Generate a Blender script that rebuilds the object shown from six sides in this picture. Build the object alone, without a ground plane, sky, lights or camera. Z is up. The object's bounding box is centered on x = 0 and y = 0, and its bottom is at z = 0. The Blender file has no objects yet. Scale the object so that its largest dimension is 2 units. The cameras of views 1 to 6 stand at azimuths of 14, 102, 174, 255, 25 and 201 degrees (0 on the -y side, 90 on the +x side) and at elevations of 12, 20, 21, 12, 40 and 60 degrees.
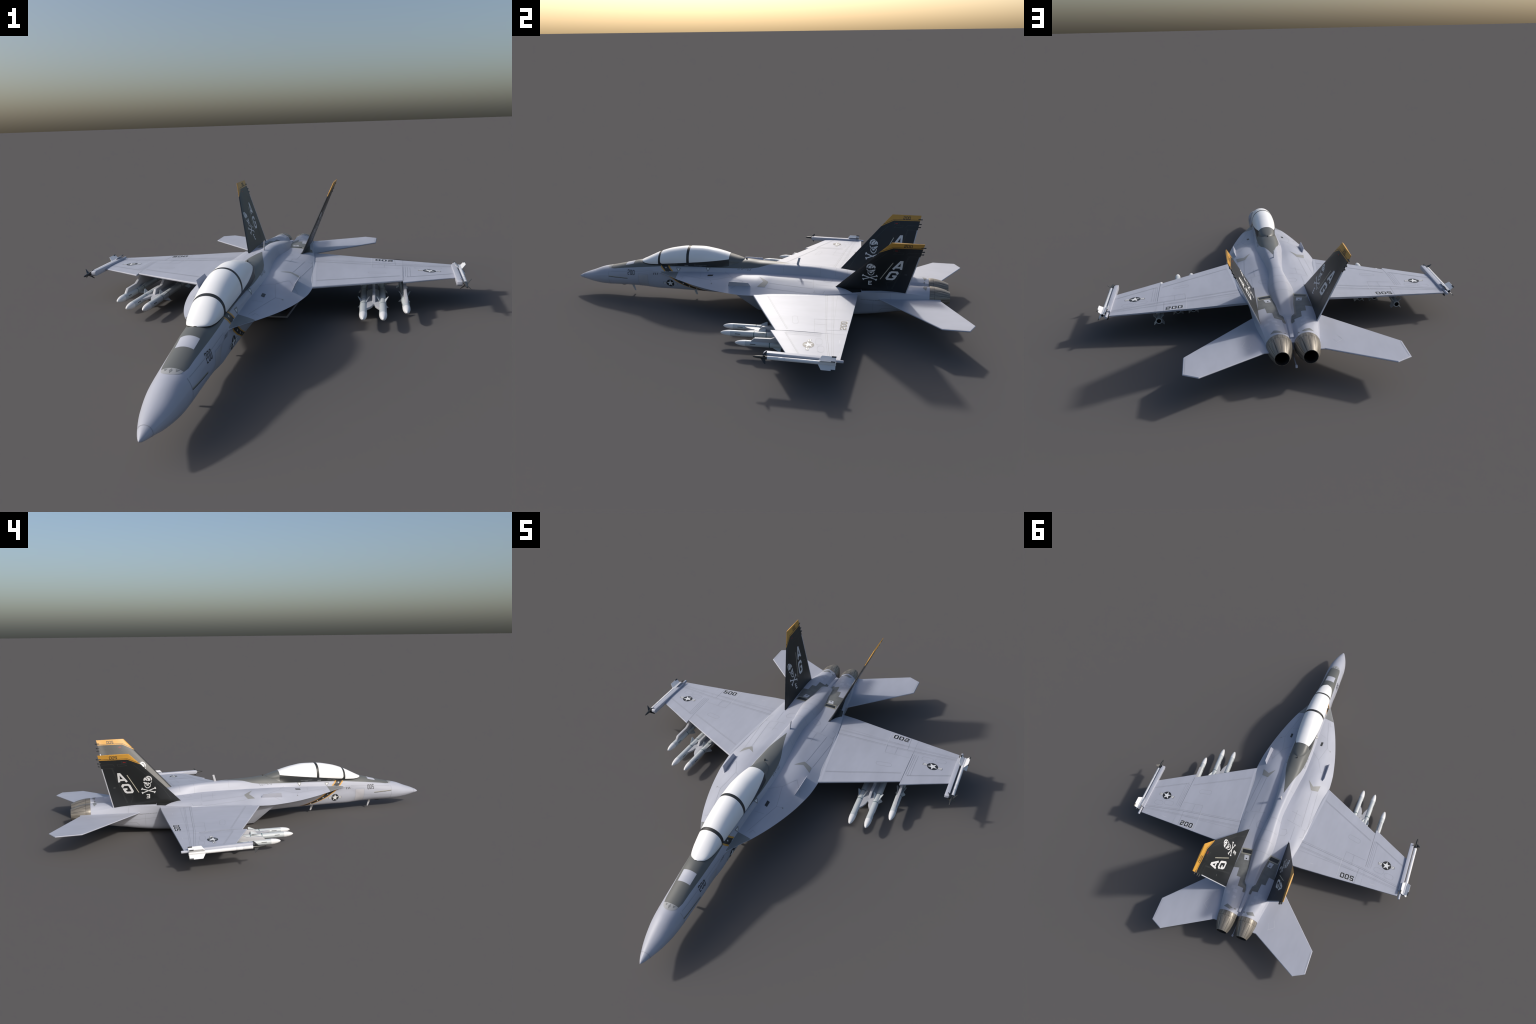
"""Twin-tailed two-seat carrier fighter jet with missiles, built part by part.
Frame: nose towards -y, left wing towards +x, z up, length 2 m."""
import bpy, bmesh, math, random
import numpy as np
from mathutils import Vector, Matrix
from mathutils.bvhtree import BVHTree

random.seed(7)

# ------------------------------------------------------------------ materials
def new_mat(name):
    m = bpy.data.materials.new(name)
    m.use_nodes = True
    nt = m.node_tree
    nt.nodes.clear()
    out = nt.nodes.new('ShaderNodeOutputMaterial')
    b = nt.nodes.new('ShaderNodeBsdfPrincipled')
    nt.links.new(b.outputs[0], out.inputs[0])
    return m, nt, b

def paint(name, col, rough=0.45, metal=0.0, spread=0.05, scale=14.0, streak=False, spec=0.5, bump=0.0):
    """flat paint with faint mottling (and optional wear streaks along the airframe)"""
    m, nt, b = new_mat(name)
    tc = nt.nodes.new('ShaderNodeTexCoord')
    mp = nt.nodes.new('ShaderNodeMapping')
    mp.inputs['Scale'].default_value = (1.0, 0.35, 1.0) if streak else (1, 1, 1)
    nt.links.new(tc.outputs['Object'], mp.inputs[0])
    n = nt.nodes.new('ShaderNodeTexNoise')
    n.inputs['Scale'].default_value = scale
    n.inputs['Detail'].default_value = 8.0
    n.inputs['Roughness'].default_value = 0.6
    nt.links.new(mp.outputs[0], n.inputs['Vector'])
    r = nt.nodes.new('ShaderNodeValToRGB')
    r.color_ramp.elements[0].position = 0.3
    r.color_ramp.elements[1].position = 0.7
    r.color_ramp.elements[0].color = (*[c * (1 - spread) for c in col], 1)
    r.color_ramp.elements[1].color = (*[min(1, c * (1 + spread)) for c in col], 1)
    nt.links.new(n.outputs['Fac'], r.inputs[0])
    nt.links.new(r.outputs[0], b.inputs['Base Color'])
    b.inputs['Roughness'].default_value = rough
    b.inputs['Metallic'].default_value = metal
    b.inputs['Specular IOR Level'].default_value = spec
    if bump:
        bp = nt.nodes.new('ShaderNodeBump')
        bp.inputs['Strength'].default_value = bump
        bp.inputs['Distance'].default_value = 0.001
        nt.links.new(n.outputs['Fac'], bp.inputs['Height'])
        nt.links.new(bp.outputs[0], b.inputs['Normal'])
    return m

GREY = (0.395, 0.415, 0.485)
M_GREY = paint('light_grey_paint', GREY, 0.48, spread=0.06, streak=True)
M_WHITE = paint('canopy_white', (0.90, 0.905, 0.91), 0.35, spread=0.01)
M_SPINE = paint('dark_grey_paint', (0.120, 0.127, 0.124), 0.4, spread=0.05)
M_FRAME = paint('frame_black', (0.025, 0.028, 0.03), 0.45, spread=0.1)
M_BLACK = paint('fin_black', (0.014, 0.016, 0.017), 0.42, spread=0.12)
M_GOLD = paint('fin_gold', (0.58, 0.30, 0.045), 0.42, spread=0.04)
M_MARK = paint('marking_black', (0.02, 0.022, 0.025), 0.45, spread=0.05)
M_MARKW = paint('marking_white', (0.72, 0.73, 0.74), 0.45, spread=0.04)
M_MARKG = paint('marking_grey', (0.19, 0.20, 0.205), 0.45, spread=0.06)
M_MARKL = paint('marking_light', (0.50, 0.52, 0.57), 0.45, spread=0.04)
M_VENTSHADE = paint('vent_shade_paint', (0.25, 0.255, 0.25), 0.5, spread=0.06)
M_GREYL = paint('fairing_grey', (0.34, 0.35, 0.36), 0.45, spread=0.05)
M_DOOR = paint('door_grey', (0.42, 0.42, 0.455), 0.48, spread=0.05)
M_SLASH = paint('slash_cream', (0.55, 0.53, 0.43), 0.45, spread=0.04)
M_DECK = paint('deck_grey', (0.15, 0.156, 0.152), 0.5, spread=0.16, scale=40)
M_TAN = paint('marking_tan', (0.34, 0.33, 0.27), 0.45, spread=0.04)
M_RED = paint('marking_red', (0.25, 0.015, 0.015), 0.45, spread=0.04)
M_LINE = paint('panel_line_grey', (0.235, 0.25, 0.285), 0.5, spread=0.08)
M_LINEF = paint('panel_line_faint', (0.055, 0.06, 0.06), 0.5, spread=0.1)
M_MISW = paint('missile_nose_white', (0.72, 0.73, 0.74), 0.4, spread=0.02)
M_MISB = paint('missile_body_grey', (0.49, 0.53, 0.55), 0.4, spread=0.03)
M_MISS = paint('missile_white', (0.72, 0.73, 0.75), 0.35, spread=0.03)
M_BAND = paint('missile_band', (0.03, 0.10, 0.11), 0.45, spread=0.05)
M_DARK = paint('seeker_black', (0.03, 0.032, 0.033), 0.35, spread=0.08)
M_HOLE = paint('cavity_black', (0.004, 0.004, 0.004), 0.8, spread=0.0)
M_INTK = paint('intake_lining', (0.10, 0.105, 0.115), 0.6, spread=0.05)
M_PYLON = paint('pylon_grey', (0.44, 0.45, 0.48), 0.4, spread=0.04)
M_GREYP = paint('pale_grey_paint', (0.45, 0.47, 0.54), 0.42, spread=0.03)

def nozzle_mat():
    """heat-stained metal with dark soot streaks that run along the petals"""
    m, nt, b = new_mat('burnt_metal')
    tc = nt.nodes.new('ShaderNodeTexCoord')
    sx = nt.nodes.new('ShaderNodeSeparateXYZ')
    nt.links.new(tc.outputs['Object'], sx.inputs[0])
    at = nt.nodes.new('ShaderNodeMath'); at.operation = 'ARCTAN2'
    nt.links.new(sx.outputs['Z'], at.inputs[0]); nt.links.new(sx.outputs['X'], at.inputs[1])
    cb = nt.nodes.new('ShaderNodeCombineXYZ')
    ms = nt.nodes.new('ShaderNodeMath'); ms.operation = 'MULTIPLY'; ms.inputs[1].default_value = 9.0
    nt.links.new(at.outputs[0], ms.inputs[0])
    my = nt.nodes.new('ShaderNodeMath'); my.operation = 'MULTIPLY'; my.inputs[1].default_value = 7.0
    nt.links.new(sx.outputs['Y'], my.inputs[0])
    nt.links.new(ms.outputs[0], cb.inputs[0]); nt.links.new(my.outputs[0], cb.inputs[1])
    n = nt.nodes.new('ShaderNodeTexNoise')
    n.inputs['Scale'].default_value = 2.2; n.inputs['Detail'].default_value = 6
    nt.links.new(cb.outputs[0], n.inputs['Vector'])
    r = nt.nodes.new('ShaderNodeValToRGB')
    e = r.color_ramp.elements
    e[0].position = 0.28; e[0].color = (0.085, 0.078, 0.066, 1)
    e[1].position = 0.62; e[1].color = (0.30, 0.275, 0.235, 1)
    nt.links.new(n.outputs['Fac'], r.inputs[0])
    def mth(op, a, c):
        k = nt.nodes.new('ShaderNodeMath'); k.operation = op
        for i, v in enumerate((a, c)):
            if isinstance(v, (int, float)): k.inputs[i].default_value = v
            else: nt.links.new(v, k.inputs[i])
        return k.outputs[0]
    def seam(count, width):                                       # thin line at every petal joint
        f = mth('FRACT', mth('ADD', mth('MULTIPLY', at.outputs[0], count / (2 * math.pi)), 50.0), 0)
        return mth('GREATER_THAN', mth('ABSOLUTE', mth('SUBTRACT', f, .5), 0), .5 - width)
    aft = mth('GREATER_THAN', sx.outputs['Y'], -.017)
    fore = mth('LESS_THAN', sx.outputs['Y'], -.0225)
    collar = mth('MULTIPLY', mth('GREATER_THAN', sx.outputs['Y'], -.0205), mth('LESS_THAN', sx.outputs['Y'], -.0180))
    lines = mth('MAXIMUM', mth('MULTIPLY', seam(12, .035), aft), mth('MAXIMUM', mth('MULTIPLY', mth('MULTIPLY', seam(48, .10), fore), .45), mth('MULTIPLY', collar, .6)))
    mx = nt.nodes.new('ShaderNodeMix'); mx.data_type = 'RGBA'
    nt.links.new(lines, mx.inputs['Factor']); nt.links.new(r.outputs[0], mx.inputs['A'])
    mx.inputs['B'].default_value = (0.045, 0.042, 0.038, 1)
    nt.links.new(mx.outputs['Result'], b.inputs['Base Color'])
    b.inputs['Metallic'].default_value = 0.35
    b.inputs['Roughness'].default_value = 0.42
    return m
M_NOZ = nozzle_mat()

def fuselage_mat():
    """light grey skin; the non-glare panel ahead of the windscreen and the spine deck are
    dark grey: region bounded by a paint line z > line(y) and a half width |x| < w(y)"""
    m, nt, b = new_mat('fuselage_paint')
    tc = nt.nodes.new('ShaderNodeTexCoord')
    sx = nt.nodes.new('ShaderNodeSeparateXYZ')
    nt.links.new(tc.outputs['Object'], sx.inputs[0])
    def math_node(op, a, bb=None):
        k = nt.nodes.new('ShaderNodeMath'); k.operation = op
        for i, v in enumerate((a, bb)):
            if v is None: continue
            if isinstance(v, (int, float)): k.inputs[i].default_value = v
            else: nt.links.new(v, k.inputs[i])
        return k.outputs[0]
    def curve(pts, src):
        fc = nt.nodes.new('ShaderNodeFloatCurve')
        c = fc.mapping.curves[0]
        c.points[0].location = pts[0]; c.points[1].location = pts[-1]
        for p in pts[1:-1]: c.points.new(*p)
        for p in c.points: p.handle_type = 'VECTOR'
        fc.mapping.update()
        nt.links.new(src, fc.inputs['Value'])
        return fc.outputs[0]
    t = math_node('ADD', sx.outputs['Y'], 1.0)             # 0 at the nose .. 1 at mid length
    t = math_node('MULTIPLY', t, 0.8)
    Y = lambda y: (y + 1.0) * 0.8
    zl = curve([(0, .9), (Y(-.8012), .9), (Y(-.8005), .1392 * 3), (Y(-.78), .1402 * 3), (Y(-.74), .1470 * 3),
                (Y(-.65), .1595 * 3), (Y(-.52), .1745 * 3), (Y(-.324), .1850 * 3), (Y(-.2), .1895 * 3),
                (Y(-.09), .1945 * 3), (Y(-.06), .190 * 3), (Y(.16), .190 * 3), (Y(.165), .9), (1, .9)], t)
    wl = curve([(0, 1), (Y(-.2), 1), (Y(-.13), .056 * 5), (Y(-.08), .0502 * 5), (Y(-.04), .0468 * 5), (Y(-.005), .0410 * 5), (Y(.02), .0345 * 5), (Y(.045), .0270 * 5), (Y(.09), .0150 * 5), (Y(.152), 0.0), (1, 0.0)], t)
    z3 = math_node('MULTIPLY', sx.outputs['Z'], 3.0)
    x5 = math_node('MULTIPLY', math_node('ABSOLUTE', sx.outputs['X']), 5.0)
    mask = math_node('MULTIPLY', math_node('GREATER_THAN', z3, zl), math_node('LESS_THAN', x5, wl))
    n = nt.nodes.new('ShaderNodeTexNoise')
    n.inputs['Scale'].default_value = 14; n.inputs['Detail'].default_value = 8; n.inputs['Roughness'].default_value = .6
    mp = nt.nodes.new('ShaderNodeMapping'); mp.inputs['Scale'].default_value = (1, .35, 1)
    nt.links.new(tc.outputs['Object'], mp.inputs[0]); nt.links.new(mp.outputs[0], n.inputs['Vector'])
    r = nt.nodes.new('ShaderNodeValToRGB')
    r.color_ramp.elements[0].position = .3; r.color_ramp.elements[1].position = .7
    r.color_ramp.elements[0].color = (*[c * .94 for c in GREY], 1)
    r.color_ramp.elements[1].color = (*[c * 1.06 for c in GREY], 1)
    nt.links.new(n.outputs['Fac'], r.inputs[0])
    mix = nt.nodes.new('ShaderNodeMix'); mix.data_type = 'RGBA'
    nt.links.new(mask, mix.inputs['Factor'])
    nt.links.new(r.outputs[0], mix.inputs['A'])
    mix.inputs['B'].default_value = (0.120, 0.127, 0.124, 1)
    nt.links.new(mix.outputs['Result'], b.inputs['Base Color'])
    b.inputs['Roughness'].default_value = .48
    return m
M_FUS = fuselage_mat()

# ------------------------------------------------------------------ mesh helpers
def empty(name, parent=None):
    o = bpy.data.objects.new(name, None)
    bpy.context.scene.collection.objects.link(o)
    o.parent = parent
    return o

def mesh_obj(name, verts, faces, mats, parent, smooth=35, midx=None, recalc=True):
    me = bpy.data.meshes.new(name)
    me.from_pydata([tuple(map(float, v)) for v in verts], [], [tuple(f) for f in faces])
    for m in (mats if isinstance(mats, (list, tuple)) else [mats]):
        me.materials.append(m)
    if midx is not None:
        me.polygons.foreach_set('material_index', midx)
    finish(me, smooth, recalc)
    return link(name, me, parent)

def finish(me, smooth, recalc=True):
    bm = bmesh.new(); bm.from_mesh(me)
    bmesh.ops.remove_doubles(bm, verts=bm.verts, dist=1e-6)
    bmesh.ops.dissolve_degenerate(bm, edges=bm.edges, dist=1e-7)
    if recalc:
        bmesh.ops.recalc_face_normals(bm, faces=bm.faces)
    lim = math.radians(smooth)
    for f in bm.faces: f.smooth = smooth > 0
    for e in bm.edges:
        if len(e.link_faces) == 2:
            e.smooth = e.calc_face_angle(0) < lim
    bm.to_mesh(me); bm.free(); me.update()

def link(name, me, parent):
    o = bpy.data.objects.new(name, me)
    bpy.context.scene.collection.objects.link(o)
    o.parent = parent
    return o

def mirrored(o, parent=None):
    """the same part on the other side of the centre plane"""
    me = o.data.copy()
    me.transform(Matrix.Diagonal((-1, 1, 1, 1)))
    me.flip_normals()
    p = link(o.name.split('.')[0], me, parent if parent is not None else o.parent)
    if 'kind' in o: p['kind'] = o['kind']
    return p

def pchip(xs, ys, q):
    """monotone cubic interpolation"""
    xs = np.asarray(xs, float); ys = np.asarray(ys, float); q = np.asarray(q, float)
    h = np.diff(xs); d = np.diff(ys) / h
    m = np.zeros(len(xs))
    for i in range(1, len(xs) - 1):
        if d[i - 1] * d[i] > 0:
            w1 = 2 * h[i] + h[i - 1]; w2 = h[i] + 2 * h[i - 1]
            m[i] = (w1 + w2) / (w1 / d[i - 1] + w2 / d[i])
    m[0] = d[0]; m[-1] = d[-1]
    i = np.clip(np.searchsorted(xs, q) - 1, 0, len(h) - 1)
    t = (q - xs[i]) / h[i]
    return ((1 + 2 * t) * (1 - t) ** 2 * ys[i] + t * (1 - t) ** 2 * h[i] * m[i]
            + t * t * (3 - 2 * t) * ys[i + 1] + t * t * (t - 1) * h[i] * m[i + 1])

def catmull(P, n, g0=None, g1=None):
    """smooth curve through control points P (centripetal Catmull-Rom)"""
    P = [np.array(p, float) for p in P]
    a = g0 if g0 is not None else 2 * P[0] - P[1]
    z = g1 if g1 is not None else 2 * P[-1] - P[-2]
    Q = [np.array(a, float)] + P + [np.array(z, float)]
    out = []
    for i in range(1, len(Q) - 2):
        p0, p1, p2, p3 = Q[i - 1], Q[i], Q[i + 1], Q[i + 2]
        k = lambda u, v: max(1e-4, float(np.linalg.norm(v - u)) ** .5)
        t0 = 0.0; t1 = t0 + k(p0, p1); t2 = t1 + k(p1, p2); t3 = t2 + k(p2, p3)
        for m in range(n):
            t = t1 + (t2 - t1) * m / n
            a1 = p0 * (t1 - t) / (t1 - t0) + p1 * (t - t0) / (t1 - t0)
            a2 = p1 * (t2 - t) / (t2 - t1) + p2 * (t - t1) / (t2 - t1)
            a3 = p2 * (t3 - t) / (t3 - t2) + p3 * (t - t2) / (t3 - t2)
            b1 = a1 * (t2 - t) / (t2 - t0) + a2 * (t - t0) / (t2 - t0)
            b2 = a2 * (t3 - t) / (t3 - t1) + a3 * (t - t1) / (t3 - t1)
            out.append(b1 * (t2 - t) / (t2 - t1) + b2 * (t - t1) / (t2 - t1))
    out.append(P[-1])
    return out

def grid_faces(nu, nv, close_v=False):
    f = []
    for i in range(nu - 1):
        for j in range(nv if close_v else nv - 1):
            j2 = (j + 1) % nv
            f.append((i * nv + j, i * nv + j2, (i + 1) * nv + j2, (i + 1) * nv + j))
    return f

def prism(poly, axis_fn, d0, d1):
    """extrude polygon (a,b) from depth d0 to d1; axis_fn(a,b,d)->xyz"""
    n = len(poly)
    v = [axis_fn(a, b, d0) for a, b in poly] + [axis_fn(a, b, d1) for a, b in poly]
    f = [tuple(range(n)), tuple(range(2 * n - 1, n - 1, -1))]
    f += [(i, i + n, (i + 1) % n + n, (i + 1) % n) for i in range(n)]
    return v, f

def bevel_mesh(me, width, seg=2, angle=30):
    bm = bmesh.new(); bm.from_mesh(me)
    es = [e for e in bm.edges if len(e.link_faces) == 2 and e.calc_face_angle(0) > math.radians(angle)]
    bmesh.ops.bevel(bm, geom=es, offset=width, segments=seg, affect='EDGES', profile=0.5)
    bm.to_mesh(me); bm.free()
    finish(me, 24)

# ------------------------------------------------------------------ root
jet = empty('fighter_jet')
jet['label'] = 'grey twin-tailed two-seat naval fighter jet with black tail fins and missiles'
jet['category'] = 'fighter jet'

# ------------------------------------------------------------------ fuselage skin
ANG = [90, 66, 42, 20, 11, 5, 0, -7, -16, -38, -64, -90]
def oval(w, zt, zb, zc, e=0.9):
    out = []
    for a in ANG:
        t = math.radians(a)
        c = max(0.0, math.cos(t)) ** e; s = math.sin(t)
        out.append((w * c, zc + s * ((zt - zc) if s > 0 else (zc - zb))))
    return out

STATIONS = [
    (-0.9985, oval(0.0010, .0738, .0718, .0728, 1)),
    (-0.990, oval(0.0068, .0805, .0668, .073, 1)),
    (-0.960, oval(0.0200, .0955, .0615, .0765, 1)),
    (-0.910, oval(0.0360, .1140, .0505, .0815, 1)),
    (-0.850, oval(0.0470, .1368, .0438, .088, .97)),
    (-0.800, oval(0.0505, .1475, .0440, .093, .93)),
    (-0.700, oval(0.0525, .1715, .0470, .102, .88)),
    (-0.630, oval(0.0535, .1880, .0455, .112, .85)),
    # top, shoulder, side, junction, deck, deck, edge | under, under root, side, belly corner, belly
    (-0.530, [(0, .186), (.028, .185), (.045, .172), (.0535, .150), (.0538, .147), (.0540, .1455), (.0542, .144),
              (.0542, .1415), (.0540, .135), (.0515, .085), (.035, .051), (0, .0425)]),
    (-0.470, [(0, .187), (.030, .186), (.0465, .173), (.0532, .1525), (.060, .149), (.069, .1460), (.0790, .1420),
              (.069, .1395), (.0548, .134), (.0515, .085), (.034, .0515), (0, .0438)]),
    (-0.415, [(0, .188), (.033, .187), (.0475, .174), (.0540, .1560), (.066, .1525), (.089, .1460), (.1085, .1385),
              (.086, .135), (.0555, .130), (.0520, .083), (.034, .0512), (0, .0440)]),
    (-0.300, [(0, .191), (.034, .190), (.0515, .180), (.0568, .1640), (.078, .1600), (.116, .1480), (.1530, .1293),
              (.115, .125), (.0590, .119), (.0510, .080), (.034, .0505), (0, .0440)]),
    (-0.200, [(0, .205), (.033, .201), (.0525, .188), (.0610, .1700), (.086, .1660), (.136, .1490), (.1820, .1236),
              (.14, .119), (.0620, .114), (.0520, .078), (.036, .0495), (0, .0435)]),
    (-0.150, [(0, .221), (.032, .214), (.0520, .191), (.0630, .1725), (.086, .1710), (.134, .1560), (.1932, .1222),
              (.15, .118), (.0630, .112), (.0530, .076), (.037, .0480), (0, .0425)]),
    (-0.070, [(0, .2275), (.030, .219), (.0500, .194), (.0635, .1750), (.085, .1755), (.134, .1650), (.2065, .1215),
              (.16, .116), (.0650, .109), (.0550, .072), (.040, .0440), (0, .0385)]),
    (0.000, [(0, .2215), (.028, .2150), (.0460, .194), (.0590, .1755), (.083, .1765), (.134, .1670), (.2105, .1245),
             (.165, .114), (.0800, .100), (.0600, .060), (.045, .030), (0, .024)]),
    (0.030, [(0, .2208), (.027, .2145), (.0440, .194), (.0550, .1752), (.083, .1758), (.134, .1640), (.2080, .1258),
             (.163, .111), (.1000, .084), (.0800, .040), (.058, .018), (0, .016)]),
    (0.080, [(0, .2190), (.026, .213), (.0400, .193), (.0495, .1745), (.082, .1735), (.131, .1585), (.2020, .1280),
             (.158, .104), (.1300, .058), (.1030, .016), (.076, .004), (0, .006)]),
    (0.170, [(0, .2160), (.022, .211), (.0315, .193), (.0390, .1735), (.082, .1705), (.131, .1565), (.1930, .1320),
             (.146, .104), (.1240, .055), (.1085, .013), (.084, .0015), (0, .004)]),
    (0.260, [(0, .2135), (.019, .2085), (.0270, .192), (.0335, .1715), (.084, .1665), (.133, .1542), (.1820, .1355),
             (.138, .102), (.1210, .055), (.1085, .014), (.084, .002), (0, .005)]),
    (0.380, [(0, .2045), (.022, .2005), (.0355, .187), (.0470, .1685), (.094, .1610), (.138, .1530), (.1660, .1400),
             (.134, .100), (.1200, .057), (.1085, .017), (.084, .0045), (0, .009)]),
    (0.450, [(0, .1960), (.024, .1915), (.0400, .179), (.0520, .1660), (.090, .1605), (.132, .1540), (.1540, .1450),
             (.132, .101), (.1200, .060), (.1080, .0215), (.084, .0085), (0, .014)]),
    (0.510, [(0, .1870), (.022, .1835), (.0360, .1735), (.0460, .1630), (.080, .1620), (.122, .1555), (.1400, .1490),
             (.1310, .104), (.1210, .064), (.1080, .028), (.083, .0140), (0, .020)]),
    (0.610, [(0, .1690), (.018, .1675), (.0275, .161), (.0380, .1560), (.070, .1608), (.106, .1560), (.1270, .1495),
             (.1275, .112), (.1215, .076), (.1070, .043), (.080, .0285), (0, .040)]),
    (0.660, [(0, .1590), (.015, .158), (.0260, .155), (.0360, .1530), (.065, .1610), (.099, .1558), (.1205, .1490),
             (.1235, .115), (.1200, .082), (.1060, .052), (.077, .0380), (0, .052)]),
    (0.675, [(0, .1470), (.006, .1465), (.0120, .144), (.0260, .1500), (.063, .1612), (.097, .1557), (.1180, .1485),
             (.1220, .115), (.1185, .083), (.1045, .054), (.076, .0400), (0, .056)]),
    (0.730, [(0, .1430), (.006, .1425), (.0110, .1385), (.0240, .1495), (.057, .1614), (.088, .1560), (.1080, .1450),
             (.1140, .117), (.1110, .087), (.0965, .061), (.070, .0490), (0, .068)]),
    (0.780, [(0, .1370), (.006, .1365), (.0090, .1330), (.0220, .1490), (.053, .1624), (.082, .1540), (.1010, .1370),
             (.1055, .116), (.1020, .090), (.0870, .069), (.060, .0590), (0, .082)]),
    (0.818, [(0, .1240), (.004, .1240), (.0075, .1260), (.0200, .1485), (.0515, .1618), (.080, .1510), (.0970, .1310),
             (.1000, .1135), (.0965, .092), (.0810, .0735), (.0515, .0655), (0, .095)]),
]
NCP = 12
def fuselage_sections(ys):
    sy = [s[0] for s in STATIONS]
    ctrl = np.zeros((len(ys), NCP, 2))
    for k in range(NCP):
        for c in range(2):
            ctrl[:, k, c] = pchip(sy, [s[1][k][c] for s in STATIONS], ys)
    secs = []
    for y, C in zip(ys, ctrl):
        if y < -.545:                                  # round forebody, no edge
            h = catmull(C, 6, g0=(-C[1][0], C[1][1]), g1=(-C[-2][0], C[-2][1]))
            secs.append([(max(0.0, p[0]), p[1]) for p in h]); continue
        # crisp valley where the body side meets the deck, crisp outer edge
        up = catmull(C[:4], 6, g0=(-C[1][0], C[1][1]))[:-1] + catmull(C[3:7], 6)
        lo = catmull(C[6:], 6, g1=(-C[-2][0], C[-2][1]))
        h = up + lo[1:]
        h = [(max(0.0, p[0]), p[1]) for p in h]
        secs.append(h)
    return secs

ys = np.unique(np.concatenate([np.linspace(-.9985, -.95, 9), np.linspace(-.95, .818, 236)]))
secs = fuselage_sections(ys)
nh = len(secs[0])
V = []; F = []
for y, h in zip(ys, secs):
    V += [(p[0], y, p[1]) for p in h] + [(-p[0], y, p[1]) for p in reversed(h[1:-1])]
nv = 2 * nh - 2
F = grid_faces(len(ys), nv, True)
F.append(tuple(range(nv)))
last = (len(ys) - 1) * nv
F.append(tuple(last + i for i in reversed(range(nv))))
fuselage = mesh_obj('fuselage', V, F, M_FUS, jet, smooth=32)

# ------------------------------------------------------------------ canopy
#  y, top z, widest half width, z of widest, foot half width, foot z
CAN = [(-.6315, .1893, .004, .1885, .004, .1875),
       (-.620, .1945, .0245, .1870, .0240, .1840),
       (-.600, .2042, .0345, .1870, .0340, .1800),
       (-.573, .2180, .0405, .1900, .0400, .1790),
       (-.524, .2410, .0465, .1980, .0418, .1810),
       (-.460, .2620, .0515, .2070, .0420, .1830),
       (-.367, .2772, .0548, .2150, .0430, .1845),
       (-.300, .2788, .0545, .2180, .0445, .1860),
       (-.240, .2712, .0510, .2200, .0465, .1890),
       (-.190, .2600, .0455, .2210, .0470, .1920),
       (-.155, .2500, .0400, .2200, .0480, .1950),
       (-.120, .2405, .0350, .2170, .0440, .1970),
       (-.098, .2342, .0265, .2170, .0360, .1990),
       (-.085, .2298, .0150, .2180, .0240, .2020),
       (-.0785, .2262, .0040, .2190, .0100, .2060)]
def canopy_section(y, n=22, grow=0.0):
    zt, xm, zm, xf, zf = (float(pchip([c[0] for c in CAN], [c[k] for c in CAN], [y])[0]) for k in range(1, 6))
    zt += grow; xm += grow; xf += grow
    out = []
    for i in range(n):
        t = math.radians(90 * (1 - i / (n - 1)))
        out.append((xm * math.cos(t) ** .95, zm + (zt - zm) * math.sin(t) ** 1.0))
    for i in range(1, 9):
        t = i / 8
        out.append((xm + (xf - xm) * t * t, zm + (zf - zm) * t))
    return out

def canopy_shell(name, y0, y1, n, mat, i0=0, i1=None, grow=0.0):
    q = np.linspace(y0, y1, n)
    V = []
    for y in q:
        s = canopy_section(y, grow=grow)
        i1_ = len(s) if i1 is None else i1
        s = s[i0:i1_]
        if i0 == 0:
            s = [(-a, b) for a, b in reversed(s[1:])] + s
        V += [(a, y, b) for a, b in s]
    nv = len(s)
    F = grid_faces(n, nv)
    F.append(tuple(range(nv))); F.append(tuple((n - 1) * nv + i for i in reversed(range(nv))))
    return mesh_obj(name, V, F, mat, jet, smooth=30)

# dark frame body carries everything; white transparencies sit 0.6 mm proud of it
frame = canopy_shell('canopy_frame', -.6315, -.155, 70, M_FRAME)
canopy_fairing = canopy_shell('canopy_fairing', -.155, -.0785, 24, M_SPINE, grow=.0003)

def glass(name, y0, y1, lowline):
    """pane following the canopy from y0 to y1, cut off below z = lowline(y)"""
    n = 46
    q = np.linspace(y0, y1, n)
    V = []
    m = 33
    for y in q:
        s = canopy_section(y, n=40, grow=.0008)
        zl = lowline(y)
        # walk the section and resample down to the cut line
        pts = [s[0]]
        for a, b in zip(s, s[1:]):
            if b[1] < zl:
                t = (a[1] - zl) / max(1e-9, a[1] - b[1])
                pts.append((a[0] + (b[0] - a[0]) * t, zl)); break
            pts.append(b)
        P = np.array(pts); L = np.concatenate([[0], np.cumsum(np.hypot(*np.diff(P, axis=0).T))])
        u = np.linspace(0, L[-1], m)
        X = np.interp(u, L, P[:, 0]); Z = np.interp(u, L, P[:, 1])
        V += [(-x, y, z) for x, z in zip(X[::-1], Z[::-1])][:-1] + [(x, y, z) for x, z in zip(X, Z)]
    nv = 2 * m - 1
    return mesh_obj(name, V, grid_faces(n, nv), M_WHITE, jet, smooth=60)

low = lambda pts: (lambda y: float(np.interp(y, [p[0] for p in pts], [p[1] for p in pts])))
glass('windscreen', -.6312, -.529, low([(-.6312, .1885), (-.62, .1865), (-.605, .184), (-.58, .1835), (-.529, .1865)]))
glass('canopy_glass', -.517, -.374, low([(-.517, .198), (-.512, .1915), (-.505, .1905), (-.44, .1985), (-.374, .2075)]))
glass('canopy_glass', -.360, -.1565, low([(-.360, .2085), (-.1565, .2335)]))

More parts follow.
